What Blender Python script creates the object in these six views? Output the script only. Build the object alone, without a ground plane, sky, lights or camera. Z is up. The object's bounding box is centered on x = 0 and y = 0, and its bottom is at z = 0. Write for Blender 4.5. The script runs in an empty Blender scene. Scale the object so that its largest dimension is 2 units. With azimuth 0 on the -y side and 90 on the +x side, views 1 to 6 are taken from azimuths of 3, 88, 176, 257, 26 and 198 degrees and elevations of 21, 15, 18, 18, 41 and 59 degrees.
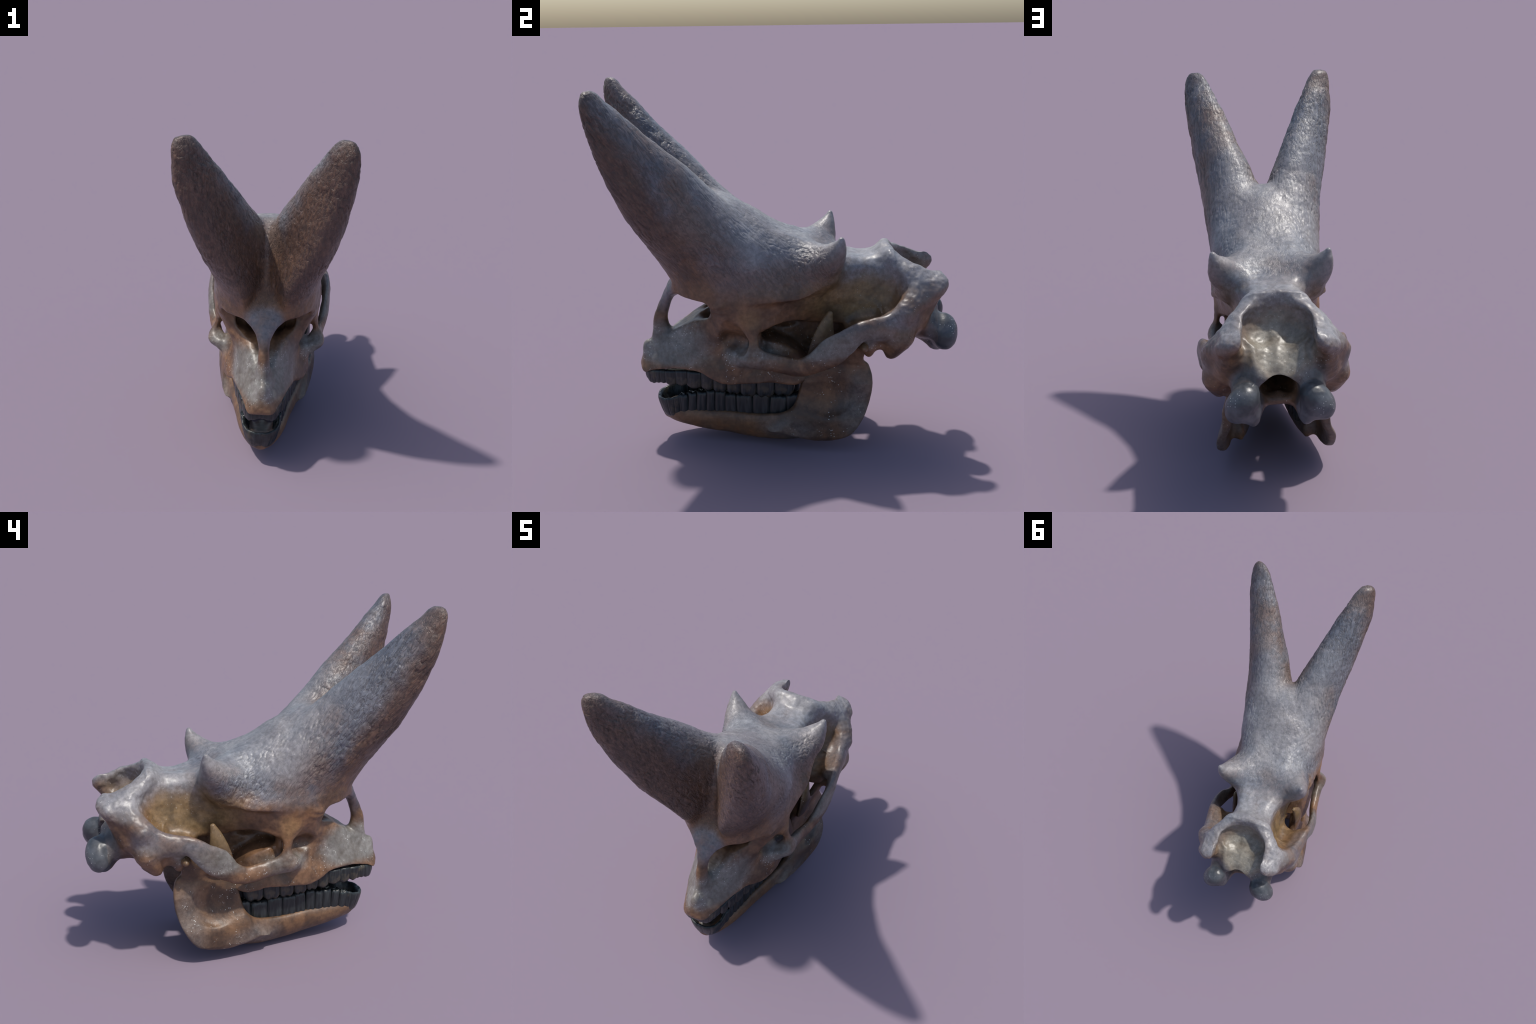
"""Fossil skull of a twin-horned hoofed mammal: cranium with two great nasal horns,
brow spikes, cheek arches, nuchal crest, condyles, and a mandible with tooth rows.
Bone is built from blended solids (lofts, tapered tubes, ellipsoids) in a symmetric
frame (x = 0 mid-plane, -y = muzzle), meshed, then set with a slight lean."""
import bpy, math, random
import numpy as np

H = 0.005            # mesh fineness of the bone in metres
random.seed(4)

# ------------------------------------------------------------------ solids
def smin(a, b, k):
    h = np.maximum(k - np.abs(a - b), 0.0) / k
    return np.minimum(a, b) - h * h * k * 0.25

def spline(keys, n):
    """Catmull-Rom through rows of keys, n samples per span."""
    P = np.asarray(keys, np.float32)
    P = np.vstack([2 * P[0] - P[1], P, 2 * P[-1] - P[-2]])
    out = []
    for i in range(1, len(P) - 2):
        a, b, c, d = P[i - 1:i + 3]
        for t in np.arange(n, dtype=np.float32) / n:
            out.append(0.5 * (2 * b + (c - a) * t + (2 * a - 5 * b + 4 * c - d) * t * t + (3 * b - a - 3 * c + d) * t ** 3))
    out.append(P[-2])
    return np.array(out, np.float32)

def along(keys, s):
    """Smooth station interpolation: rows (s, values...) sampled at s."""
    k = np.asarray(sorted(keys), np.float32)
    fine = spline(k, 8)
    o = np.argsort(fine[:, 0], kind="stable")
    return [np.interp(s, fine[o, 0], fine[o, j]).astype(np.float32) for j in range(1, k.shape[1])]

class Bone:
    def __init__(self, lo, hi):
        self.lo = np.array([0.0, lo[1], lo[2]], np.float32)
        self.n = [int(round((hi[i] - self.lo[i]) / H)) + 1 for i in range(3)]
        self.ax = [(self.lo[i] + H * np.arange(self.n[i])).astype(np.float32) for i in range(3)]
        self.D = np.full(self.n, 0.5, np.float32)

    def box(self, bb):
        sl = []
        for i in range(3):
            a = int(np.clip((bb[0][i] - self.lo[i]) / H, 0, self.n[i]))
            b = int(np.clip((bb[1][i] - self.lo[i]) / H + 2, 0, self.n[i]))
            sl.append(slice(a, b))
        X, Y, Z = (self.ax[i][sl[i]] for i in range(3))
        return tuple(sl), X[:, None, None], Y[None, :, None], Z[None, None, :]

    def put(self, solid, k=0.02, cut=False, mirror=False):
        fn, bb = solid
        m = k + 0.03
        bb = ([bb[0][i] - m for i in range(3)], [bb[1][i] + m for i in range(3)])
        sl, X, Y, Z = self.box(bb)
        if 0 in (X.size, Y.size, Z.size):
            return
        d = fn(X, Y, Z)
        if mirror:
            d = smin(d, fn(-X, Y, Z), k)
        d = np.broadcast_to(d, self.D[sl].shape)
        self.D[sl] = -smin(-self.D[sl], d, k) if cut else smin(self.D[sl], d, k)

    def cut(self, solid, k=0.015, mirror=False):
        self.put(solid, k, True, mirror)

def level(d):
    """Divide by the slope so that a loft's field measures metres."""
    if min(d.shape) < 3:
        return d
    g = np.gradient(d, H)
    return d / np.maximum(np.sqrt(g[0] ** 2 + g[1] ** 2 + g[2] ** 2), 0.35)

def egg(c, r, turn=None):
    """Ellipsoid; turn = (axis letter, degrees)."""
    c = np.array(c, np.float32); R = max(r)
    def fn(X, Y, Z):
        p = [X - c[0], Y - c[1], Z - c[2]]
        if turn:
            i, j = {"x": (1, 2), "y": (2, 0), "z": (0, 1)}[turn[0]]
            a = math.radians(turn[1]); ca, sa = math.cos(a), math.sin(a)
            p[i], p[j] = ca * p[i] + sa * p[j], -sa * p[i] + ca * p[j]
        q = [p[i] / r[i] for i in range(3)]
        k0 = np.sqrt(q[0] ** 2 + q[1] ** 2 + q[2] ** 2)
        k1 = np.sqrt((q[0] / r[0]) ** 2 + (q[1] / r[1]) ** 2 + (q[2] / r[2]) ** 2)
        return k0 * (k0 - 1) / np.maximum(k1, 1e-5)
    return fn, (c - R, c + R)

def tube(keys, up=(0, 0, 1), n=6):
    """Tapered tube through rows (x, y, z, half width, half height); height lies along up."""
    S = spline([k if len(k) == 5 else k + (k[3],) for k in keys], n)
    U = np.array(up, np.float32)
    def fn(X, Y, Z):
        best = None
        for A, B in zip(S[:-1], S[1:]):
            t = B[:3] - A[:3]; L = float(np.linalg.norm(t)); t = t / L
            u = U - t * float(U @ t); u /= np.linalg.norm(u)
            w = np.cross(t, u)
            x, y, z = X - A[0], Y - A[1], Z - A[2]
            s = x * t[0] + y * t[1] + z * t[2]
            f = np.clip(s / L, 0, 1)
            s = s - f * L
            rw, ru = A[3] + (B[3] - A[3]) * f, A[4] + (B[4] - A[4]) * f
            pu = x * u[0] + y * u[1] + z * u[2]
            pw = x * w[0] + y * w[1] + z * w[2]
            re = np.minimum(rw, ru)
            qa, qb, qc = (pw / rw) ** 2, (pu / ru) ** 2, (s / re) ** 2
            k0 = np.sqrt(qa + qb + qc)
            k1 = np.sqrt(qa / rw ** 2 + qb / ru ** 2 + qc / re ** 2)
            d = k0 * (k0 - 1) / np.maximum(k1, 1e-4)
            best = d if best is None else np.minimum(best, d)
        return best
    R = S[:, 3:].max()
    return fn, (S[:, :3].min(0) - R, S[:, :3].max(0) + R)

def loft_up(keys):
    """Stacked horizontal sections: rows (z, x0, x1, y0, y1, skew, flat); skew < 0 turns the
    section into a blade running from the outer front to the inner back corner, flat
    planes its inner front side away."""
    K = np.array(keys, np.float32)
    def fn(X, Y, Z):
        x0, x1, y0, y1, e, flat = along(keys, Z)
        rx, ry = np.maximum((x1 - x0) / 2, 0.004), np.maximum((y1 - y0) / 2, 0.004)
        u, v = (X - (x0 + x1) / 2) / rx, (Y - (y0 + y1) / 2) / ry
        q = np.sqrt((u * u + v * v - 2 * e * u * v) / (1 - e * e))
        d = smin_max((q - 1) * np.minimum(rx, ry), (flat - u - v) * rx * ry / np.sqrt(rx * rx + ry * ry), .03)
        d = level(d)
        return np.maximum(d, np.maximum(Z - K[:, 0].max(), K[:, 0].min() - Z))
    return fn, ((K[:, 1].min(), K[:, 3].min(), K[:, 0].min()), (K[:, 2].max(), K[:, 4].max(), K[:, 0].max()))

def loft_back(keys, p=2.4):
    """Sections across the mid-plane: rows (y, z0, z1, half width)."""
    K = np.array(keys, np.float32)
    def fn(X, Y, Z):
        z0, z1, w = along(keys, Y)
        rz = np.maximum((z1 - z0) / 2, 0.004); w = np.maximum(w, 0.004)
        q = ((np.abs(X) / w) ** p + (np.abs(Z - (z0 + z1) / 2) / rz) ** p) ** (1 / p)
        d = level((q - 1) * np.minimum(rz, w))
        return np.maximum(d, np.maximum(Y - K[:, 0].max(), K[:, 0].min() - Y))
    return fn, ((-K[:, 3].max(), K[:, 0].min(), K[:, 1].min()), (K[:, 3].max(), K[:, 0].max(), K[:, 2].max()))

def wedge_back(keys, k=0.03):
    """Gabled sections: rows (y, z0, z1, half width below, half width above)."""
    K = np.array(keys, np.float32)
    def fn(X, Y, Z):
        z0, z1, w0, w1 = along(keys, Y)
        w = w0 + (w1 - w0) * np.clip((Z - z0) / np.maximum(z1 - z0, 0.01), -0.2, 1.2)
        d = level(-smin(-smin_max(Z - z1, z0 - Z, k), w - np.abs(X), k))
        return np.maximum(d, np.maximum(Y - K[:, 0].max(), K[:, 0].min() - Y))
    return fn, ((-K[:, 3].max(), K[:, 0].min(), K[:, 1].min()), (K[:, 3].max(), K[:, 0].max(), K[:, 2].max()))

def smin_max(a, b, k):
    return -smin(-a, -b, k)

def outline2d(pts, Y, Z):
    """Signed distance to a closed profile in the y-z plane."""
    d = None; inside = None
    for (ay, az), (by, bz) in zip(pts, pts[1:] + pts[:1]):
        ey, ez = by - ay, bz - az
        wy, wz = Y - ay, Z - az
        t = np.clip((wy * ey + wz * ez) / (ey * ey + ez * ez), 0, 1)
        dd = (wy - t * ey) ** 2 + (wz - t * ez) ** 2
        d = dd if d is None else np.minimum(d, dd)
        c = ((az > Z) != (bz > Z)) & (wy < ey * wz / (ez if abs(ez) > 1e-9 else 1e-9))
        inside = c if inside is None else inside ^ c
    return np.where(inside, -1, 1) * np.sqrt(d)

def plate(pts, mid, half, k=0.03, xr=(0, 0.5)):
    """Plate with a y-z profile; mid and half are functions of (y, z)."""
    P = np.array(pts)
    loop = [tuple(q) for q in spline(pts + pts[:1], 3)[:-1].tolist()]
    def fn(X, Y, Z):
        a = outline2d(loop, Y, Z)
        b = np.abs(X - mid(Y, Z)) - half(Y, Z)
        return smin_max(np.broadcast_to(a, np.broadcast_shapes(a.shape, b.shape)), b, k)
    return fn, ((xr[0], P[:, 0].min(), P[:, 1].min()), (xr[1], P[:, 0].max(), P[:, 1].max()))

# ------------------------------------------------------------------ meshing
def skin(bone):
    """Surface nets over the half field and its mirror image."""
    F = np.concatenate([bone.D[:0:-1], bone.D], 0)
    lo = bone.lo.copy(); lo[0] = -H * (bone.n[0] - 1)
    S = F < 0
    c = [slice(None, -1), slice(1, None)]
    cnt = np.zeros(np.array(F.shape) - 1, np.uint8)
    for i in (0, 1):
        for j in (0, 1):
            for k in (0, 1):
                cnt += S[c[i], c[j], c[k]]
    I = np.argwhere((cnt > 0) & (cnt < 8)).astype(np.int32)
    index = np.full(cnt.shape, -1, np.int32)
    index[I[:, 0], I[:, 1], I[:, 2]] = np.arange(len(I), dtype=np.int32)
    acc = np.zeros((len(I), 3)); num = np.zeros(len(I))
    corner = lambda o: F[I[:, 0] + o[0], I[:, 1] + o[1], I[:, 2] + o[2]]
    for a in range(3):
        b, d = (a + 1) % 3, (a + 2) % 3
        for i in (0, 1):
            for j in (0, 1):
                o = [0, 0, 0]; o[b] = i; o[d] = j
                q = list(o); q[a] = 1
                f0, f1 = corner(o), corner(q)
                m = (f0 < 0) != (f1 < 0)
                t = np.where(m, f0 / np.where(m, f0 - f1, 1), 0)
                P = np.tile(np.array(o, float), (len(I), 1)); P[:, a] = t
                acc += P * m[:, None]; num += m
    V = (I + acc / num[:, None]) * H + lo
    quads = []
    for a in range(3):
        b, d = (a + 1) % 3, (a + 2) % 3
        A = S[tuple(slice(None, -1) if i == a else slice(1, -1) for i in range(3))]
        B = S[tuple(slice(1, None) if i == a else slice(1, -1) for i in range(3))]
        E = np.argwhere(A != B)
        flip = A[E[:, 0], E[:, 1], E[:, 2]]
        E[:, b] += 1; E[:, d] += 1
        def at(ob, od):
            e = E.copy(); e[:, b] += ob; e[:, d] += od
            return index[e[:, 0], e[:, 1], e[:, 2]]
        q = np.stack([at(-1, -1), at(0, -1), at(0, 0), at(-1, 0)], 1)
        q[~flip] = q[~flip][:, ::-1]
        quads.append(q)
    return V, np.vstack(quads)

def edges_of(Q):
    E = np.vstack([Q[:, [0, 1]], Q[:, [1, 2]], Q[:, [2, 3]], Q[:, [3, 0]]])
    return E

def relax(V, Q, rounds=2):
    E = edges_of(Q); n = len(V)
    deg = np.bincount(E.ravel(), minlength=n)
    for r in range(rounds):
        for lam in (0.5, -0.52):
            s = np.stack([np.bincount(E[:, 0], V[E[:, 1], j], n) + np.bincount(E[:, 1], V[E[:, 0], j], n) for j in range(3)], 1)
            V = V + lam * (s / deg[:, None] - V)
    return V

def normals(V, Q):
    fn = np.cross(V[Q[:, 2]] - V[Q[:, 0]], V[Q[:, 3]] - V[Q[:, 1]])
    N = np.stack([sum(np.bincount(Q[:, c], fn[:, j], len(V)) for c in range(4)) for j in range(3)], 1)
    return N / np.maximum(np.linalg.norm(N, axis=1), 1e-12)[:, None]

def noise(P, seed=0):
    """Value noise in -1..1 at points P (lattice step 1)."""
    i = np.floor(P).astype(np.int64); f = P - i
    f = f * f * f * (f * (f * 6 - 15) + 10)
    out = 0
    for a in (0, 1):
        for b in (0, 1):
            for c in (0, 1):
                h = (i[:, 0] + a) * 374761393 + (i[:, 1] + b) * 668265263 + (i[:, 2] + c) * 2147483647 + seed * 1274126177
                h = (h ^ (h >> 13)) * 1274126177 & 0x7fffffff
                h = ((h ^ (h >> 16)) & 0xffff) / 32767.5 - 1
                out = out + h * (f[:, 0] if a else 1 - f[:, 0]) * (f[:, 1] if b else 1 - f[:, 1]) * (f[:, 2] if c else 1 - f[:, 2])
    return out

def fbm(P, scale, seed=0, octaves=3):
    return sum(noise(P * scale * 2 ** o + 17.3 * o, seed + o) * 0.5 ** o for o in range(octaves))

LEAN = 0.025
DROP = -0.020
SHIFT = 0.008
def settle(V):
    """Symmetric frame -> the pose on the ground (slight lean of the whole skull)."""
    W = V.copy()
    W[:, 0] = V[:, 0] + LEAN * (V[:, 2] - 1.95) + SHIFT * np.clip(1.9 - V[:, 2], 0, 1) * np.clip((V[:, 2] - .3) / .3, 0, 1)
    W[:, 2] = V[:, 2] * 1.0045 - LEAN * V[:, 0]
    W[:, 0] += .010 * (V[:, 0] < 0) * np.clip(-V[:, 0] / .1, 0, 1) * np.exp(-((V[:, 2] - 1.3) / .22) ** 2) * np.clip((.1 - V[:, 1]) / .3, 0, 1)
    return W

# ------------------------------------------------------------------ cranium
def build_cranium():
    b = Bone((0, -1.02, 0.34), (0.52, 1.02, 2.05))
    # horns running down into forehead and face
    b.put(loft_up([
        (2.003, .350, .400, -.938, -.90, -.3, -1.2), (1.99, .333, .425, -.948, -.875, -.35, -1.2), (1.95, .305, .445, -.957, -.842, -.40, -1.15), (1.88, .268, .450, -.953, -.766, -.44, -1.1),
        (1.76, .200, .447, -.930, -.650, -.45, -1.0), (1.60, .124, .421, -.885, -.470, -.46, -.95), (1.48, .062, .400, -.838, -.352, -.44, -.93),
        (1.33, .0, .368, -.779, -.19, -.32, -.90), (1.20, -.04, .340, -.710, -.05, -.10, -1.02), (1.10, -.06, .322, -.658, .035, .10, -1.1),
        (1.0, -.06, .316, -.610, .06, .28, -1.15), (.95, -.06, .314, -.582, .05, .25, -1.2), (.90, -.06, .305, -.55, .03, .15, -1.4), (.85, -.05, .300, -.45, -.02, 0, -1.6),
        (.78, -.05, .280, -.40, -.10, 0, -1.6), (.70, -.05, .258, -.38, -.12, 0, -1.6), (.62, -.05, .23, -.36, -.14, 0, -1.6)]), k=.05, mirror=True)
    # forehead between the horns
    b.put(loft_back([
        (-.60, .85, .92, .05), (-.555, .88, .98, .06), (-.515, .9, 1.06, .06), (-.475, .9, 1.15, .06), (-.445, .95, 1.25, .065), (-.415, .95, 1.36, .08), (-.37, .95, 1.42, .105), (-.30, .95, 1.42, .14), (-.2, .95, 1.375, .17), (-.09, .95, 1.31, .22), (.05, .9, 1.20, .24), (.2, .85, .98, .2)], p=2.2), k=.06)
    # skull roof back to the nuchal crest
    b.put(wedge_back([
        (-.34, .86, .98, .28, .1), (-.22, .88, 1.12, .325, .18), (-.08, .89, 1.21, .338, .17), (.05, .90, 1.215, .34, .16), (.15, .925, 1.182, .325, .17), (.26, .965, 1.125, .25, .18),
        (.36, .99, 1.092, .18, .145), (.46, 1.01, 1.082, .137, .112), (.54, 1.03, 1.097, .137, .125), (.585, 1.03, 1.122, .165, .15), (.605, 1.0, 1.118, .18, .155)], k=.055), k=.045)
    # brow spikes
    b.put(tube([(.18, .19, 1.045, .125), (.235, .247, 1.10, .090), (.272, .288, 1.16, .053), (.290, .305, 1.205, .029), (.297, .310, 1.228, .018)]), k=.07)
    # braincase
    b.put(wedge_back([
        (-.2, .70, .98, .275, .315), (-.08, .72, .97, .27, .315), (.05, .72, .97, .20, .30), (.15, .72, .985, .16, .28), (.25, .72, 1.02, .165, .225), (.33, .72, 1.05, .185, .19),
        (.42, .70, 1.06, .19, .14), (.5, .64, 1.06, .21, .135), (.58, .60, 1.06, .25, .155), (.66, .60, 1.02, .27, .2)], k=.04), k=.025)
    b.put(wedge_back([(.33, .68, .70, .16, .14), (.39, .64, .755, .28, .26), (.46, .62, .775, .325, .30), (.56, .62, .79, .31, .27), (.64, .62, .84, .30, .25)], k=.04), k=.045)
    # pterygoids and base of the skull
    b.put(loft_back([(-.1, .44, .60, .17), (.1, .42, .54, .14), (.25, .44, .56, .13), (.38, .50, .70, .14), (.50, .55, .7, .16), (.64, .58, .7, .14)]), k=.04)
    b.put(loft_back([(-.2, .5, .85, .09), (.1, .5, .82, .05), (.35, .5, .82, .08), (.5, .55, .8, .11)]), k=.03)
    # occiput and ear region
    b.put(loft_back([
        (.54, .70, .82, .30), (.60, .65, .88, .33), (.65, .61, 1.0, .335), (.70, .60, 1.03, .30), (.76, .61, .96, .235), (.83, .63, .89, .17), (.87, .66, .84, .12)], p=2.1), k=.05)
    b.cut(egg((.315, .52, .955), (.135, .125, .088)), k=.02)
    # nuchal wings
    b.put(tube([(0, .585, 1.088, .04, .03), (.10, .605, 1.075, .042, .034), (.175, .68, 1.035, .055, .036), (.215, .77, .995, .065, .034), (.236, .84, .962, .066, .03)], up=(.45, .25, .85)), k=.045, mirror=True)
    b.put(tube([(.165, .84, 1.0, .034), (.220, .856, .957, .034), (.268, .828, .928, .022)]), k=.03)
    b.put(tube([(.25, .81, .95, .042, .022), (.285, .75, .91, .045, .026), (.322, .64, .855, .045, .034)], up=(.65, .3, .65)), k=.04)
    b.put(tube([(.222, .835, .955, .045), (.225, .775, .885, .068), (.23, .70, .78, .09)]), k=.03)
    b.put(tube([(.19, .70, 1.0, .045), (.265, .715, .925, .05), (.315, .66, .83, .055)]), k=.04)
    # hollow of the occiput
    b.cut(tube([(0, .755, 1.17, .15), (0, .812, 1.06, .168), (0, .980, .90, .165), (0, 1.1, .75, .13)]), k=.018)
    b.cut(egg((0, .720, 1.0), (.168, .085, .10)), k=.035)
    b.put(tube([(0, .660, .92, .004), (0, .715, .88, .009), (0, .79, .825, .012)]), k=.07)
    # cheek arch
    arch = [(.27, -.21, .60, .04, .07), (.305, -.13, .59, .038, .06), (.31, -.02, .565, .038, .055), (.325, .09, .547, .034, .056),
            (.35, .18, .585, .033, .064), (.365, .26, .65, .033, .085), (.368, .33, .70, .034, .075), (.36, .40, .75, .036, .06),
            (.343, .48, .765, .038, .058), (.325, .57, .775, .045, .07), (.298, .66, .81, .055, .08)]
    b.put(tube(arch), k=.03)
    # glenoid, postglenoid and paroccipital processes
    b.put(tube([(.315, .42, .75, .045), (.305, .52, .74, .06), (.275, .63, .73, .075)]), k=.04)
    b.put(tube([(.31, .46, .70, .035), (.29, .462, .61, .028)]), k=.03)
    b.put(tube([(.30, .63, .70, .075), (.285, .59, .62, .05), (.285, .575, .595, .028)]), k=.03)
    # snout
    b.put(wedge_back([
        (-.788, .45, .47, .01, .005), (-.775, .43, .505, .055, .025), (-.75, .42, .54, .088, .032), (-.70, .445, .585, .114, .036), (-.58, .470, .68, .156, .065), (-.45, .460, .77, .195, .125),
        (-.38, .43, .84, .222, .17), (-.30, .41, .88, .25, .22), (-.22, .42, .88, .272, .23), (-.14, .42, .68, .275, .2),
        (-.05, .42, .67, .265, .235), (.07, .40, .61, .26, .215), (.16, .42, .53, .225, .18)]), k=.03)
    # orbit and cavity behind it
    b.cut(egg((.21, .035, .708), (.185, .128, .050)), k=.02)
    b.cut(egg((.36, .03, .69), (.12, .10, .06)), k=.025)
    # lacrimal bar in front of the orbit
    b.put(tube([(.308, -.160, .595, .045, .06), (.298, -.160, .67, .024, .044), (.280, -.172, .75, .034, .056), (.25, -.19, .86, .06, .08)], up=(0, 1, 0)), k=.035)
    b.put(egg((.205, -.125, .67), (.05, .03, .08)), k=.02)
    # nasal opening, clean through behind the strut
    b.cut(plate([(-.605, .80), (-.59, .85), (-.55, .875), (-.47, .885), (-.405, .875), (-.383, .83), (-.40, .785), (-.47, .76), (-.55, .715), (-.598, .745)],
                lambda y, z: 0 * y * z, lambda y, z: .4 + 0 * y * z, xr=(-.4, .4)), k=.03)
    b.cut(tube([(.07, -.57, .84, .03, .04), (.15, -.48, .855, .03, .04), (.225, -.40, .868, .02, .022)]), k=.025)
    b.cut(tube([(.11, -.50, .82, .045, .05), (.13, -.34, .81, .04, .04)]), k=.02)
    b.cut(tube([(.07, -.45, .80, .05, .045), (.07, -.32, .77, .035, .03)]), k=.02)
    b.cut(tube([(.10, -.62, .76, .04, .06), (.13, -.50, .80, .05, .055), (.19, -.42, .84, .04, .03)]), k=.04)
    # nasal strut
    b.put(tube([(0, -.50, .955, .16, .06), (0, -.55, .93, .135, .05), (0, -.60, .875, .070, .036), (0, -.634, .80, .040, .040), (0, -.655, .73, .037, .046), (0, -.655, .66, .042, .056), (0, -.655, .58, .05, .065)], up=(0, 1, .3)), k=.03)
    b.put(egg((0, -.735, .555), (.035, .035, .05)), k=.03)
    # infraorbital foramen and the hollow before it
    b.cut(egg((.265, -.265, .665), (.08, .085, .055)), k=.03)
    b.cut(egg((.35, -.29, .70), (.095, .11, .08)), k=.05)
    b.cut(egg((.29, -.42, .60), (.10, .15, .10)), k=.05)
    # condyles, neck, foramen magnum
    b.put(tube([(.09, .72, .72, .10), (.15, .80, .71, .085)]), k=.03)
    b.cut(tube([(0, .55, .71, .06, .06), (0, .80, .715, .085, .075), (0, 1.0, .72, .10, .08)]), k=.015)
    b.cut(plate([(.80, .5), (.80, .72), (1.0, .75), (1.0, .5)], lambda y, z: 0 * y * z, lambda y, z: .085 + 0 * y * z, xr=(-.1, .1)), k=.02)
    b.put(egg((.178, .885, .678), (.080, .080, .108), ("y", -35)), k=.02)
    b.put(egg((.125, .86, .60), (.04, .055, .055)), k=.05)
    b.put(egg((.155, .80, .79), (.05, .018, .018), ("z", -20)), k=.006)
    b.put(tube([(0, .74, .635, .03), (.07, .77, .63, .03), (.12, .83, .62, .04)]), k=.03, mirror=True)
    return b

# ------------------------------------------------------------------ mandible
def build_mandible():
    b = Bone((0, -0.78, -0.03), (0.48, 0.62, 0.9))
    b.put(tube([(.03, -.615, .18, .033, .045), (.06, -.58, .172, .038, .055), (.094, -.45, .155, .044, .07), (.120, -.30, .145, .046, .082),
                (.148, -.15, .13, .048, .09), (.182, 0, .135, .048, .10), (.212, .12, .17, .043, .115)], up=(.35, 0, 1)), k=.04, mirror=True)
    b.put(tube([(0, -.625, .165, .045), (0, -.52, .135, .06), (0, -.40, .125, .05)]), k=.04)
    b.put(plate([(-.07, .13), (.02, .19), (.06, .26), (.092, .36), (.115, .45), (.15, .57), (.22, .66), (.33, .60), (.41, .66), (.46, .655), (.455, .60), (.45, .55),
                 (.478, .52), (.498, .455), (.494, .37), (.474, .29), (.43, .20), (.37, .125), (.28, .088), (.18, .08), (.08, .095), (0, .12)],
                lambda y, z: .232 - .032 * np.clip((z - .42) / .1, 0, 1) + .052 / (1 + np.exp((z - .27) / .025)) - .03 * np.clip((.12 - z) / .1, 0, 1) + .04 * np.clip((z - .5) / .15, 0, 1) + .15 * (y - .28),
                lambda y, z: .03 + 0 * y * z), k=.04)
    b.cut(egg((.285, .25, .37), (.05, .13, .12)), k=.04)
    b.put(tube([(.240, .215, .56, .026, .085), (.242, .225, .66, .026, .068), (.236, .243, .75, .026, .044), (.228, .262, .812, .02, .022)], up=(0, 1, 0)), k=.03)
    b.put(egg((.30, .43, .655), (.075, .035, .035)), k=.03)
    b.cut(tube([(0, -.61, .285, .035), (0, -.5, .29, .05), (0, -.3, .275, .065), (0, 0, .25, .1)]), k=.02)
    return b

# ------------------------------------------------------------------ materials
class Sock:
    """A node socket that builds Math nodes through Python operators."""
    def __init__(self, nt, s): self.nt, self.s = nt, s
    def op(self, kind, other=0.0, third=None, clamp=False):
        n = self.nt.nodes.new("ShaderNodeMath"); n.operation = kind; n.use_clamp = clamp
        for i, v in enumerate((self, other, third)):
            if v is None: continue
            if isinstance(v, Sock): self.nt.links.new(v.s, n.inputs[i])
            else: n.inputs[i].default_value = v
        return Sock(self.nt, n.outputs[0])
    def __add__(self, o): return self.op("ADD", o)
    __radd__ = __add__
    def __sub__(self, o): return self.op("SUBTRACT", o)
    def __rsub__(self, o): return (self * -1.0) + o
    def __mul__(self, o): return self.op("MULTIPLY", o)
    __rmul__ = __mul__
    def lo(self, o): return self.op("MINIMUM", o)
    def hi(self, o): return self.op("MAXIMUM", o)
    def abs(self): return self.op("ABSOLUTE")
    def ramp(self, a, b):
        n = self.nt.nodes.new("ShaderNodeMapRange"); n.interpolation_type = "SMOOTHSTEP"
        self.nt.links.new(self.s, n.inputs["Value"])
        n.inputs["From Min"].default_value, n.inputs["From Max"].default_value = min(a, b), max(a, b)
        n.inputs["To Min"].default_value, n.inputs["To Max"].default_value = (0, 1) if a < b else (1, 0)
        return Sock(self.nt, n.outputs["Result"])

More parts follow.
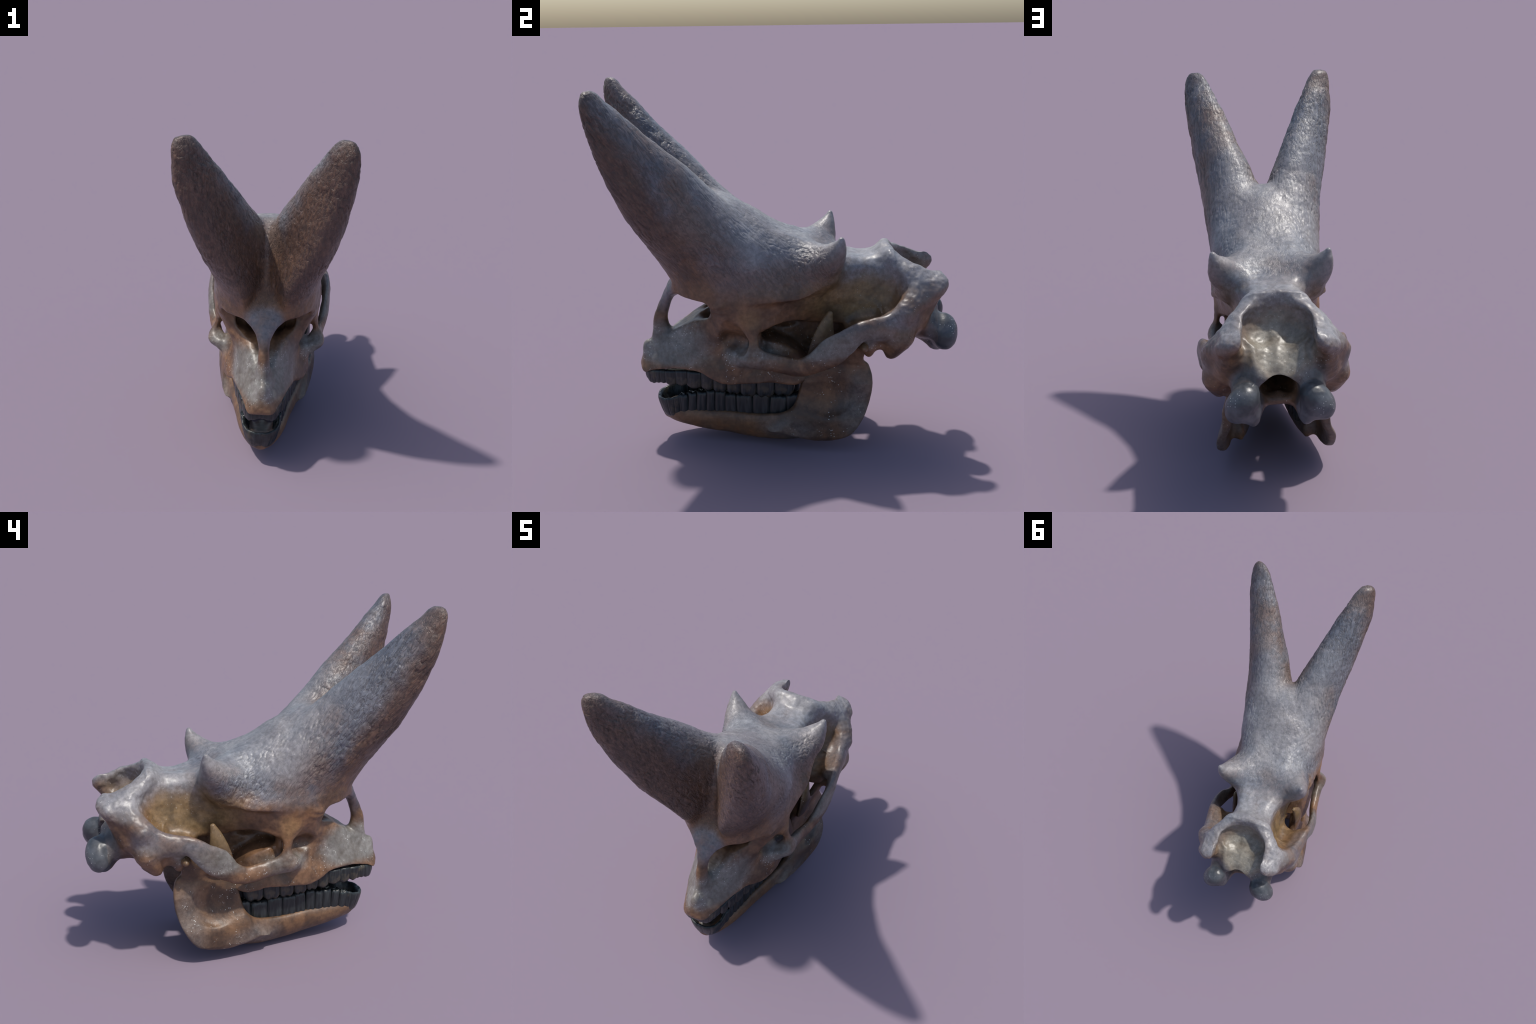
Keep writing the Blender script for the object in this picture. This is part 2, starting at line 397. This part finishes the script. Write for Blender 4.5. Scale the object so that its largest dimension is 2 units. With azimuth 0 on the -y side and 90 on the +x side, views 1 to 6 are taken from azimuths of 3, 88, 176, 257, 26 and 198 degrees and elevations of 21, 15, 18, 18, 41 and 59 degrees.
class Paint:
    def __init__(self, name):
        self.m = bpy.data.materials.new(name); self.m.use_nodes = True
        self.nt = self.m.node_tree; self.p = self.nt.nodes["Principled BSDF"]
        tc = self.nt.nodes.new("ShaderNodeTexCoord"); self.pos = tc.outputs["Object"]
        sx = self.nt.nodes.new("ShaderNodeSeparateXYZ"); self.nt.links.new(self.pos, sx.inputs[0])
        x, self.y, self.z = (Sock(self.nt, o) for o in sx.outputs)
        self.x = (x - (self.z * LEAN) + 1.95 * LEAN).abs()          # distance from the mid-plane
        self.sx = x
    def noise(self, scale, detail=4, rough=.6, at=None, warp=0.0):
        n = self.nt.nodes.new("ShaderNodeTexNoise")
        n.inputs["Scale"].default_value, n.inputs["Detail"].default_value = scale, detail
        n.inputs["Roughness"].default_value, n.inputs["Distortion"].default_value = rough, warp
        self.nt.links.new(at or self.pos, n.inputs["Vector"])
        return Sock(self.nt, n.outputs["Fac"])
    def mapped(self, rot=(0, 0, 0), scale=(1, 1, 1)):
        n = self.nt.nodes.new("ShaderNodeMapping"); n.vector_type = "TEXTURE"
        n.inputs["Rotation"].default_value, n.inputs["Scale"].default_value = rot, [1 / v for v in scale]
        self.nt.links.new(self.pos, n.inputs["Vector"]); return n.outputs[0]
    def cells(self, scale):
        n = self.nt.nodes.new("ShaderNodeTexVoronoi"); n.inputs["Scale"].default_value = scale
        self.nt.links.new(self.pos, n.inputs["Vector"])
        sep = self.nt.nodes.new("ShaderNodeSeparateColor"); self.nt.links.new(n.outputs["Color"], sep.inputs[0])
        return Sock(self.nt, n.outputs["Distance"]), Sock(self.nt, sep.outputs[0])
    def near(self, c, r, inner=.35):
        """1 at the middle of an ellipsoidal zone (mirrored in x), 0 outside."""
        q = [(a - b) * (1 / s) for a, b, s in zip((self.x, self.y, self.z), c, r)]
        d2 = q[0] * q[0] + q[1] * q[1] + q[2] * q[2]
        return d2.op("SQRT")
    def col(self, c):
        n = self.nt.nodes.new("ShaderNodeRGB"); n.outputs[0].default_value = (*c, 1); return n.outputs[0]
    def mix(self, f, a, b, mode="MIX"):
        n = self.nt.nodes.new("ShaderNodeMix"); n.data_type = "RGBA"; n.blend_type = mode
        if isinstance(f, Sock): self.nt.links.new(f.s, n.inputs[0])
        else: n.inputs[0].default_value = f
        for v, i in ((a, 6), (b, 7)):
            if isinstance(v, tuple): n.inputs[i].default_value = (*v, 1)
            else: self.nt.links.new(v, n.inputs[i])
        return n.outputs[2]
    def finish(self, colour, rough, height=None, strength=.5, dist=.01):
        self.nt.links.new(colour, self.p.inputs["Base Color"])
        if isinstance(rough, Sock): self.nt.links.new(rough.s, self.p.inputs["Roughness"])
        else: self.p.inputs["Roughness"].default_value = rough
        if height is not None:
            b = self.nt.nodes.new("ShaderNodeBump")
            b.inputs["Strength"].default_value, b.inputs["Distance"].default_value = strength, dist
            self.nt.links.new(height.s, b.inputs["Height"]); self.nt.links.new(b.outputs[0], self.p.inputs["Normal"])
        return self.m
    def specks(self, zone):
        """Pale mineral grains scattered where zone is high."""
        d, r = self.cells(95)
        patch = self.noise(9, 2).ramp(.45, .65)
        return d.ramp(.30, .18) * r.ramp(.70, .74) * patch * zone

def paint_bone():
    P = Paint("weathered_fossil_bone")
    y, z, x = P.y, P.z, P.x
    wob = (P.noise(5, 5) - .5) * .22 + (P.noise(22, 3) - .5) * .08
    # slate-grey weathered skin on horns and skull roof, brown core elsewhere
    back = z - 1.92 + 1.77 * (y + .90)
    above = z - .90 - .24 * (y + .1).hi(0.0)
    grey = ((back * .5).lo(above) + wob * .7).ramp(-.05, .09)
    crest = y.ramp(.25, .42) * ((z - 1.0) + .42 * (x - .15) + wob * .6).ramp(-.10, .03)
    nose = (P.near((0, -.60, .86), (.14, .10, .14)) + wob * 1.5).ramp(1.1, .6)
    muzzle = (P.near((.10, -.61, .57), (.19, .31, .16)) + wob * 2.2).ramp(1.1, .55) * z.ramp(.44, .50) * .9
    arch = (P.near((.38, .25, .69), (.10, .42, .13)) + wob * 1.5).ramp(1.1, .6) * .85
    squama = (P.near((.335, .56, .80), (.09, .20, .13)) + wob * 1.8).ramp(1.1, .5) * .75
    cheek = (P.near((.28, -.16, .57), (.10, .24, .09)) + wob * 2).ramp(1.1, .4) * .85
    crown = (back * .5).lo(above * 1.3).ramp(.10, .30).hi(crest)
    slate = grey.hi(crest).hi(squama).hi(nose).hi(muzzle).hi(arch).hi(cheek)
    fine = P.noise(38, 6, .7)
    fibre = P.noise(1, 5, .65, P.mapped((.588, 0, 0), (70, 70, 16)))
    brown = P.mix(P.noise(7, 4, .6, warp=.6).ramp(.35, .65), (.085, .048, .028), (.195, .106, .055))
    hornfront = (y + .5).ramp(.1, -.15) * z.ramp(.95, 1.15)
    brown = P.mix(hornfront * .8, brown, P.mix(fibre.ramp(.35, .65), (.052, .033, .030), (.125, .075, .056)))
    rust = P.noise(4.5, 4, .6).ramp(.52, .70) * z.ramp(1.15, .95)
    brown = P.mix(rust * .55, brown, (.22, .105, .042))
    ochre = (P.near((.17, .35, .90), (.20, .34, .20)) + wob * 1.5).ramp(1.15, .5)
    brown = P.mix(ochre * .8, brown, P.mix(P.noise(11, 4, .6).ramp(.35, .65), (.13, .088, .040), (.25, .165, .075)))
    gold = (P.near((.26, -.17, .79), (.10, .09, .10)) + wob).ramp(1.1, .3)
    brown = P.mix(gold * .8, brown, (.29, .165, .070))
    nape = (P.near((0, .76, .93), (.21, .20, .27)) + wob * .6).ramp(1.15, .55)
    pale = P.mix(P.noise(9, 4, .55).ramp(.3, .7), (.17, .145, .11), (.27, .25, .205))
    brown = P.mix(nape, brown, pale)
    greys = P.mix(P.noise(3.5, 3, .5).ramp(.3, .7), (.105, .115, .140), (.180, .188, .212))
    greys = P.mix(P.noise(3.2, 3).ramp(.5, .72) * .6, greys, (.165, .150, .150))
    greys = P.mix(fibre.ramp(.48, .70) * .4, greys, (.27, .265, .285))
    greys = P.mix(fibre.ramp(.50, .30) * .45, greys, (.085, .078, .082))
    greys = P.mix((P.noise(2.6, 3, .5) + (fine - .5) * .3).ramp(.40, .60) * .75, greys, (.165, .102, .070))
    greys = P.mix(crown * .75, greys, P.mix(P.noise(8, 4, .6).ramp(.3, .7), (.205, .212, .230), (.315, .318, .328)))  # upper surfaces lightened in the base colour for the sun on them
    vein = (P.noise(1, 3, .55, P.mapped((.588, 0, 0), (46, 46, 13)), .8) - .5).abs().ramp(.0, .07)
    hornside = z.ramp(.85, 1.05) * y.ramp(.35, .2)
    pits = (P.near((.32, .72, .88), (.10, .12, .12)) + wob * 2).ramp(1.1, .4) * fine.ramp(.40, .60)
    greys = P.mix(pits * .7, greys, (.10, .085, .075))
    drab = P.mix(P.noise(9, 4, .6).ramp(.3, .7), (.125, .118, .105), (.225, .22, .205))
    greys = P.mix(z.ramp(.80, .66), greys, drab)
    slate = slate * (1 - nape * .85)
    slate = (slate + (fine - .5) * .8 * (slate * 4 * (1 - slate)).lo(1.0)).op("ADD", 0.0, clamp=True)
    c = P.mix(slate, brown, greys)
    joint = (P.near((.17, .87, .69), (.135, .115, .16)) + wob).ramp(1.1, .75)
    c = P.mix(joint * .8, c, P.mix(P.noise(9, 4).ramp(.3, .7), (.050, .054, .060), (.115, .120, .130)))
    grain = (fine - .5) * 1.1 + 1.0
    c = P.mix(1.0, c, P.mix(fine.ramp(.25, .75), (.72, .70, .68), (1.25, 1.25, 1.26)), "MULTIPLY")
    c = P.mix((1 - vein) * hornside * (1 - crown * .85) * .45, c, (.06, .048, .043))
    c = P.mix(P.specks((z.ramp(.75, .60) * .9).hi(muzzle).hi(.4 * y.ramp(.2, .5))), c, (.62, .62, .58))
    h = (fibre * .6 + vein * .5) * hornside * (1 - crown * .75) + fine * .28 + P.noise(95, 3, .6) * .08
    P.p.inputs['Coat Weight'].default_value, P.p.inputs['Coat Roughness'].default_value = .12, .3
    return P.finish(c, P.noise(14, 3).op("MULTIPLY_ADD", .30, .26), h, .45, .011)

def paint_jaw():
    P = Paint("brown_jaw_bone")
    y, z, x = P.y, P.z, P.x
    fine = P.noise(34, 6, .7)
    n = P.noise(5.5, 5, .62, warp=.4)
    c = P.mix(n.ramp(.34, .66), (.070, .042, .027), (.180, .098, .050))
    wob = (P.noise(3.5, 3) - .5) * .7
    grey = (P.near((.22, .03, .12), (.20, .20, .09)) + wob).ramp(1.1, .4).hi((P.near((.33, .40, .30), (.16, .13, .28)) + wob).ramp(1.1, .4))
    c = P.mix(grey * .45, c, P.mix(fine.ramp(.3, .7), (.105, .10, .10), (.175, .168, .162)))
    c = P.mix(P.noise(4, 3).ramp(.55, .7) * z.ramp(.25, .08) * .7, c, (.24, .105, .040))
    c = P.mix(z.ramp(.60, .72) * .7, c, (.20, .135, .065))
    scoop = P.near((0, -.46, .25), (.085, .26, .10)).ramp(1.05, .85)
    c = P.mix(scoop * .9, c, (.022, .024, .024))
    c = P.mix(1.0, c, P.mix(fine.ramp(.25, .75), (.75, .75, .75), (1.2, 1.2, 1.2)), "MULTIPLY")
    c = P.mix(P.specks(y.ramp(-.1, .2) * .8), c, (.6, .6, .56))
    return P.finish(c, .42, fine * .5 + P.noise(90, 3) * .2, .4, .01)

def paint_condyle():
    P = Paint("smooth_slate_cartilage")
    c = P.mix(P.noise(9, 4).ramp(.3, .7), (.040, .044, .050), (.105, .112, .125))
    c = P.mix(P.specks(P.z.ramp(.60, .66)), c, (.65, .66, .64))
    return P.finish(c, .36, P.noise(50, 4), .15, .006)

def paint_enamel():
    P = Paint("black_green_enamel")
    ridge = P.noise(1, 4, .6, P.mapped((0, 0, 0), (70, 70, 9)))
    c = P.mix(ridge.ramp(.35, .75), (.010, .013, .014), (.032, .039, .040))
    c = P.mix(P.noise(16, 4).ramp(.54, .70) * .6, c, (.085, .070, .046))
    return P.finish(c, .34, ridge, .5, .006)

BONE, JAWBONE, CONDYLE, ENAMEL = paint_bone(), paint_jaw(), paint_condyle(), paint_enamel()

# ------------------------------------------------------------------ objects
def roughen(V, Q, amount=1.0):
    """Weathered relief: broad lumps everywhere, long fibres up the horns, pits on the crest."""
    N = normals(V, Q)
    d = .0022 * fbm(V, 11, 1) + .0012 * fbm(V, 32, 5, 2)
    y, z = V[:, 1], V[:, 2]
    fib = np.stack([V[:, 0] * 52, (y * .83 + z * .55) * 52, (z * .83 - y * .55) * 12], 1)
    horny = np.clip((z + .3 * y - .86) / .15, 0, 1) * np.clip((.30 - y) / .15, 0, 1)
    flank = np.clip((np.abs(N[:, 0]) + np.maximum(-N[:, 1], 0) - .35) / .4, 0, 1)
    wrinkle = 1 - np.minimum(np.abs(noise(fib, 21) + .5 * noise(fib * 2.1, 22)) / .35, 1)
    pit = np.minimum(noise(V * 62, 51) + .45, 0)
    d = d + horny * (.3 + .7 * flank) * (.75 + .7 * fbm(V, 6, 61, 2)) * (-.0048 * wrinkle + .0035 * pit + .0030 * fbm(V, 8, 31, 2))
    crest = np.clip((y - .55) / .08, 0, 1) * np.clip((z - .8) / .1, 0, 1)
    d = d + crest * .0022 * noise(V * 48, 41)
    lean_in = -.0015 - .0045 * np.clip((1.12 - z) / .1, 0, 1)          # the low skull is sparer than its solids
    return V + N * (d * amount + lean_in)[:, None]

def mesh_object(name, V, Q, N, mat, parent):
    me = bpy.data.meshes.new(name)
    me.vertices.add(len(V)); me.vertices.foreach_set("co", V.astype(np.float32).ravel())
    me.loops.add(Q.size); me.loops.foreach_set("vertex_index", Q.astype(np.int32).ravel())
    me.polygons.add(len(Q)); me.polygons.foreach_set("loop_start", np.arange(0, Q.size, 4, dtype=np.int32))
    me.polygons.foreach_set("use_smooth", np.ones(len(Q), bool))
    me.update(calc_edges=True); me.validate()
    if N is not None:
        me.normals_split_custom_set_from_vertices(N.astype(np.float32).tolist())
    me.materials.append(mat)
    o = bpy.data.objects.new(name, me)
    bpy.context.scene.collection.objects.link(o)
    o.parent = parent
    return o

def split(V, Q, label, names, mats, root):
    """Cut one skin into named parts whose borders coincide and share normals."""
    N = normals(V, Q); made = []
    for i, nm in enumerate(names):
        q = Q[label == i]
        if not len(q):
            continue
        used, inv = np.unique(q, return_inverse=True)
        made.append(mesh_object(nm, V[used], inv.reshape(-1, 4), N[used], mats[i], root))
    return made

root = bpy.data.objects.new("horned_skull", None)
bpy.context.scene.collection.objects.link(root)
root["label"] = "dark fossil skull with two huge forward horns"
root["category"] = "fossil skull"

V, Q = skin(build_cranium())
V = relax(V, Q)
c = V[Q].mean(1); ax = np.abs(c[:, 0]); side = (c[:, 0] < 0).astype(int)
label = np.zeros(len(Q), int)
horn = (c[:, 2] + .35 * (c[:, 1] + .5) > 1.36) & (c[:, 1] < -.2)
brow = (c[:, 2] + .5 * ax > 1.235) & (c[:, 1] > .12) & (c[:, 1] < .4) & (ax > .18)
label[horn] = 1 + side[horn]
label[brow] = 3 + side[brow]
cheek = (ax > .28) & (c[:, 2] < .86) & (c[:, 1] > -.2) & (c[:, 1] < .45)
label[cheek] = 5 + side[cheek]
snout = (c[:, 1] < -.3) & (c[:, 2] < .90) & (label == 0)
label[snout] = 7
cond = (((ax - .17) / .115) ** 2 + ((c[:, 2] - .65) / .15) ** 2 + ((c[:, 1] - .90) / .088) ** 2 < 1) & (label == 0)
label[cond] = 8 + side[cond]
V = settle(roughen(V, Q)); V[:, 2] += DROP
split(V, Q, label, ["cranium", "horn", "horn", "brow_horn", "brow_horn", "cheek_arch", "cheek_arch", "snout", "occipital_condyle", "occipital_condyle"], [BONE] * 8 + [CONDYLE] * 2, root)

V, Q = skin(build_mandible())
V = relax(V, Q)
c = V[Q].mean(1); ax = np.abs(c[:, 0]); side = (c[:, 0] < 0).astype(int)
label = np.zeros(len(Q), int)
label[(c[:, 2] > .62) & (c[:, 1] < .34)] = 1
V = settle(roughen(V, Q, .6)); V[:, 2] += DROP
mandible = split(V, Q, label, ["mandible", "coronoid_process"], [JAWBONE] * 2, root)

# ------------------------------------------------------------------ teeth
def tooth_mesh(length, width, z0, z1, lobes, worn, seed):
    """A ridged column: rows of rings, lobes fluted on the cheek side, the crown end worn wavy."""
    rng = random.Random(seed)
    A, R = 28, 9
    bm_v, faces = [], []
    tall = z1 - z0
    ph = rng.uniform(-.3, .3)
    for r in range(R):
        f = r / (R - 1)
        swell = (.93 + .10 * math.sin(math.pi * min(1, .25 + f * .75))) * (1 if f < .88 else 1 - (f - .88) * 1.3)
        for a in range(A):
            t = 2 * math.pi * a / A
            c, s = math.cos(t), math.sin(t)
            q = (abs(c) ** 4.5 + abs(s) ** 4.5) ** (-1 / 4.5)
            u, v = c * q, s * q
            flute = 1 - .12 * (.5 + .5 * math.cos(lobes * math.pi * (u + 1) + ph)) * (1 if v > 0 else .4)
            zz = z0 + tall * f + worn * f * (math.cos(lobes * math.pi * (u + 1)) * .010 + .004 * rng.uniform(-1, 1))
            bm_v.append((u * length / 2 * swell, v * width / 2 * swell * flute, zz))
    for r in range(R - 1):
        for a in range(A):
            b = (a + 1) % A
            faces.append((r * A + a, r * A + b, (r + 1) * A + b, (r + 1) * A + a))
    top = len(bm_v)
    for f, zo in ((R - 1, -.15), (0, 0)):
        ring = [bm_v[f * A + a] for a in range(A)]
        m = [sum(p[i] for p in ring) / A for i in range(3)]
        bm_v.append((m[0], m[1], m[2] + zo * tall * .3))
    for a in range(A):
        b = (a + 1) % A
        faces.append(((R - 1) * A + a, (R - 1) * A + b, top))
        faces.append((b, a, top + 1))
    me = bpy.data.meshes.new("tooth")
    me.from_pydata(bm_v, [], faces); me.update()
    me.polygons.foreach_set("use_smooth", [True] * len(faces))
    me.materials.append(ENAMEL)
    return me

def tooth_row(path, sizes, up, parent, start, seed):
    """Set teeth end to end along a path of rows (x, y, z root, z crown, width), both sides."""
    S = spline(path, 12)
    run = np.concatenate([[0], np.cumsum(np.linalg.norm(np.diff(S[:, :2], axis=0), axis=1))])
    at = lambda q: [float(np.interp(q, run, S[:, j])) for j in range(6)]
    for side in (1, -1):
        q = start
        for i, (L, lobes) in enumerate(sizes):
            x, y, zr, zc, w, tilt = at(q + L / 2)
            x2, y2 = at(q + L / 2 + .01)[:2]; x1, y1 = at(q + L / 2 - .01)[:2]
            rng = random.Random(seed + i * 7 + side)
            me = tooth_mesh(L * (1.22 if L < .045 else 1.12), w, 0, (zc - zr) * (1 + rng.uniform(-.07, .05)), lobes, .4, seed + i)
            o = bpy.data.objects.new("tooth", me)
            bpy.context.scene.collection.objects.link(o)
            p = settle(np.array([[x * side, y, zr]]))[0]
            o.location = (p[0], p[1], p[2] + DROP)
            ang = math.atan2(y2 - y1, (x2 - x1) * side)
            o.rotation_euler = (rng.uniform(-.04, .04) - tilt, rng.uniform(-.05, .05), ang + (math.pi if side > 0 else 0))
            o.parent = parent
            q += L

cranium = [o for o in bpy.data.objects if o.name == "snout"][0]
tooth_row([(.102, -.635, .452, .374, .04, 0), (.120, -.54, .46, .372, .05, 0), (.136, -.45, .46, .365, .06, 0),
           (.145, -.35, .46, .352, .07, 0), (.156, -.25, .46, .343, .08, 0), (.164, -.15, .46, .333, .085, 0), (.170, -.05, .45, .330, .085, 0), (.172, .16, .44, .335, .08, 0)],
          [(.060, 1), (.066, 1), (.078, 1), (.066, 1), (.074, 2), (.078, 2), (.088, 2), (.096, 2), (.105, 2)], -1, cranium, .0, 100)
tooth_row([(.077, -.56, .165, .300, .040, .22), (.090, -.49, .18, .322, .045, .1), (.103, -.40, .19, .33, .055, .05),
           (.114, -.30, .17, .33, .065, 0), (.126, -.20, .16, .325, .072, 0), (.139, -.10, .15, .325, .078, 0), (.151, 0, .15, .325, .078, 0), (.164, .16, .17, .325, .07, 0)],
          [(.042, 1), (.05, 1), (.054, 2), (.05, 1), (.058, 2), (.066, 2), (.088, 2), (.092, 2), (.100, 2), (.085, 2)], 1, mandible[0], .002, 300)

def incisor_band(path, parent):
    """Worn front teeth fused into one fluted rim: rows (x, y, z root, z crown, half thickness, lean)."""
    half = spline(path, 16)
    other = half[::-1].copy(); other[:, 0] *= -1
    S = np.vstack([other[:-1], half])
    run = np.concatenate([[0], np.cumsum(np.linalg.norm(np.diff(S[:, :2], axis=0), axis=1))])
    n, A = 200, 16
    q = np.linspace(0, run[-1], n)
    C = np.stack([np.interp(q, run, S[:, j]) for j in range(6)], 1)
    T = np.gradient(C[:, :2], axis=0); T /= np.linalg.norm(T, axis=1)[:, None]
    out = np.stack([T[:, 1], -T[:, 0]], 1)
    ph = 2 * np.pi * q / .031 + 1.2 * np.sin(q * 23)
    verts = []
    for i in range(n):
        for a in range(A):
            t = 2 * math.pi * a / A
            c, sn = math.cos(t), math.sin(t)
            w = (abs(c) ** 3 + abs(sn) ** 3) ** (-1 / 3)
            u, v = c * w, sn * w                          # u across the wall, v root to crown
            thick = C[i, 4] * (1 - .35 * (v * .5 + .5)) * (1 - .12 * (max(0, math.cos(ph[i])) ** 4) * (u > 0))
            lean = C[i, 5] * (v * .5 + .5) * abs(C[i, 3] - C[i, 2])
            h = (C[i, 2] + C[i, 3]) / 2 + v * (C[i, 3] - C[i, 2]) / 2 + (.0015 * math.cos(ph[i]) if v > .5 else 0)
            p = C[i, :2] + out[i] * (u * thick + lean)
            verts.append((p[0], p[1], h))
    W = settle(np.array(verts)); W[:, 2] += DROP
    F = [(i * A + a, i * A + (a + 1) % A, (i + 1) * A + (a + 1) % A, (i + 1) * A + a) for i in range(n - 1) for a in range(A)]
    o = mesh_object("incisor_band", W, np.array(F), None, ENAMEL, parent)
    return o

incisor_band([(0, -.742, .45, .398, .016, .05), (.035, -.738, .45, .385, .017, .05), (.068, -.715, .45, .366, .018, 0), (.088, -.675, .455, .374, .019, 0), (.100, -.625, .455, .375, .02, 0)], cranium)
incisor_band([(0, -.642, .145, .268, .021, .37), (.035, -.634, .145, .270, .021, .37), (.060, -.604, .152, .280, .022, .32), (.074, -.565, .16, .298, .021, .22), (.082, -.53, .17, .31, .021, .12)], mandible[0])
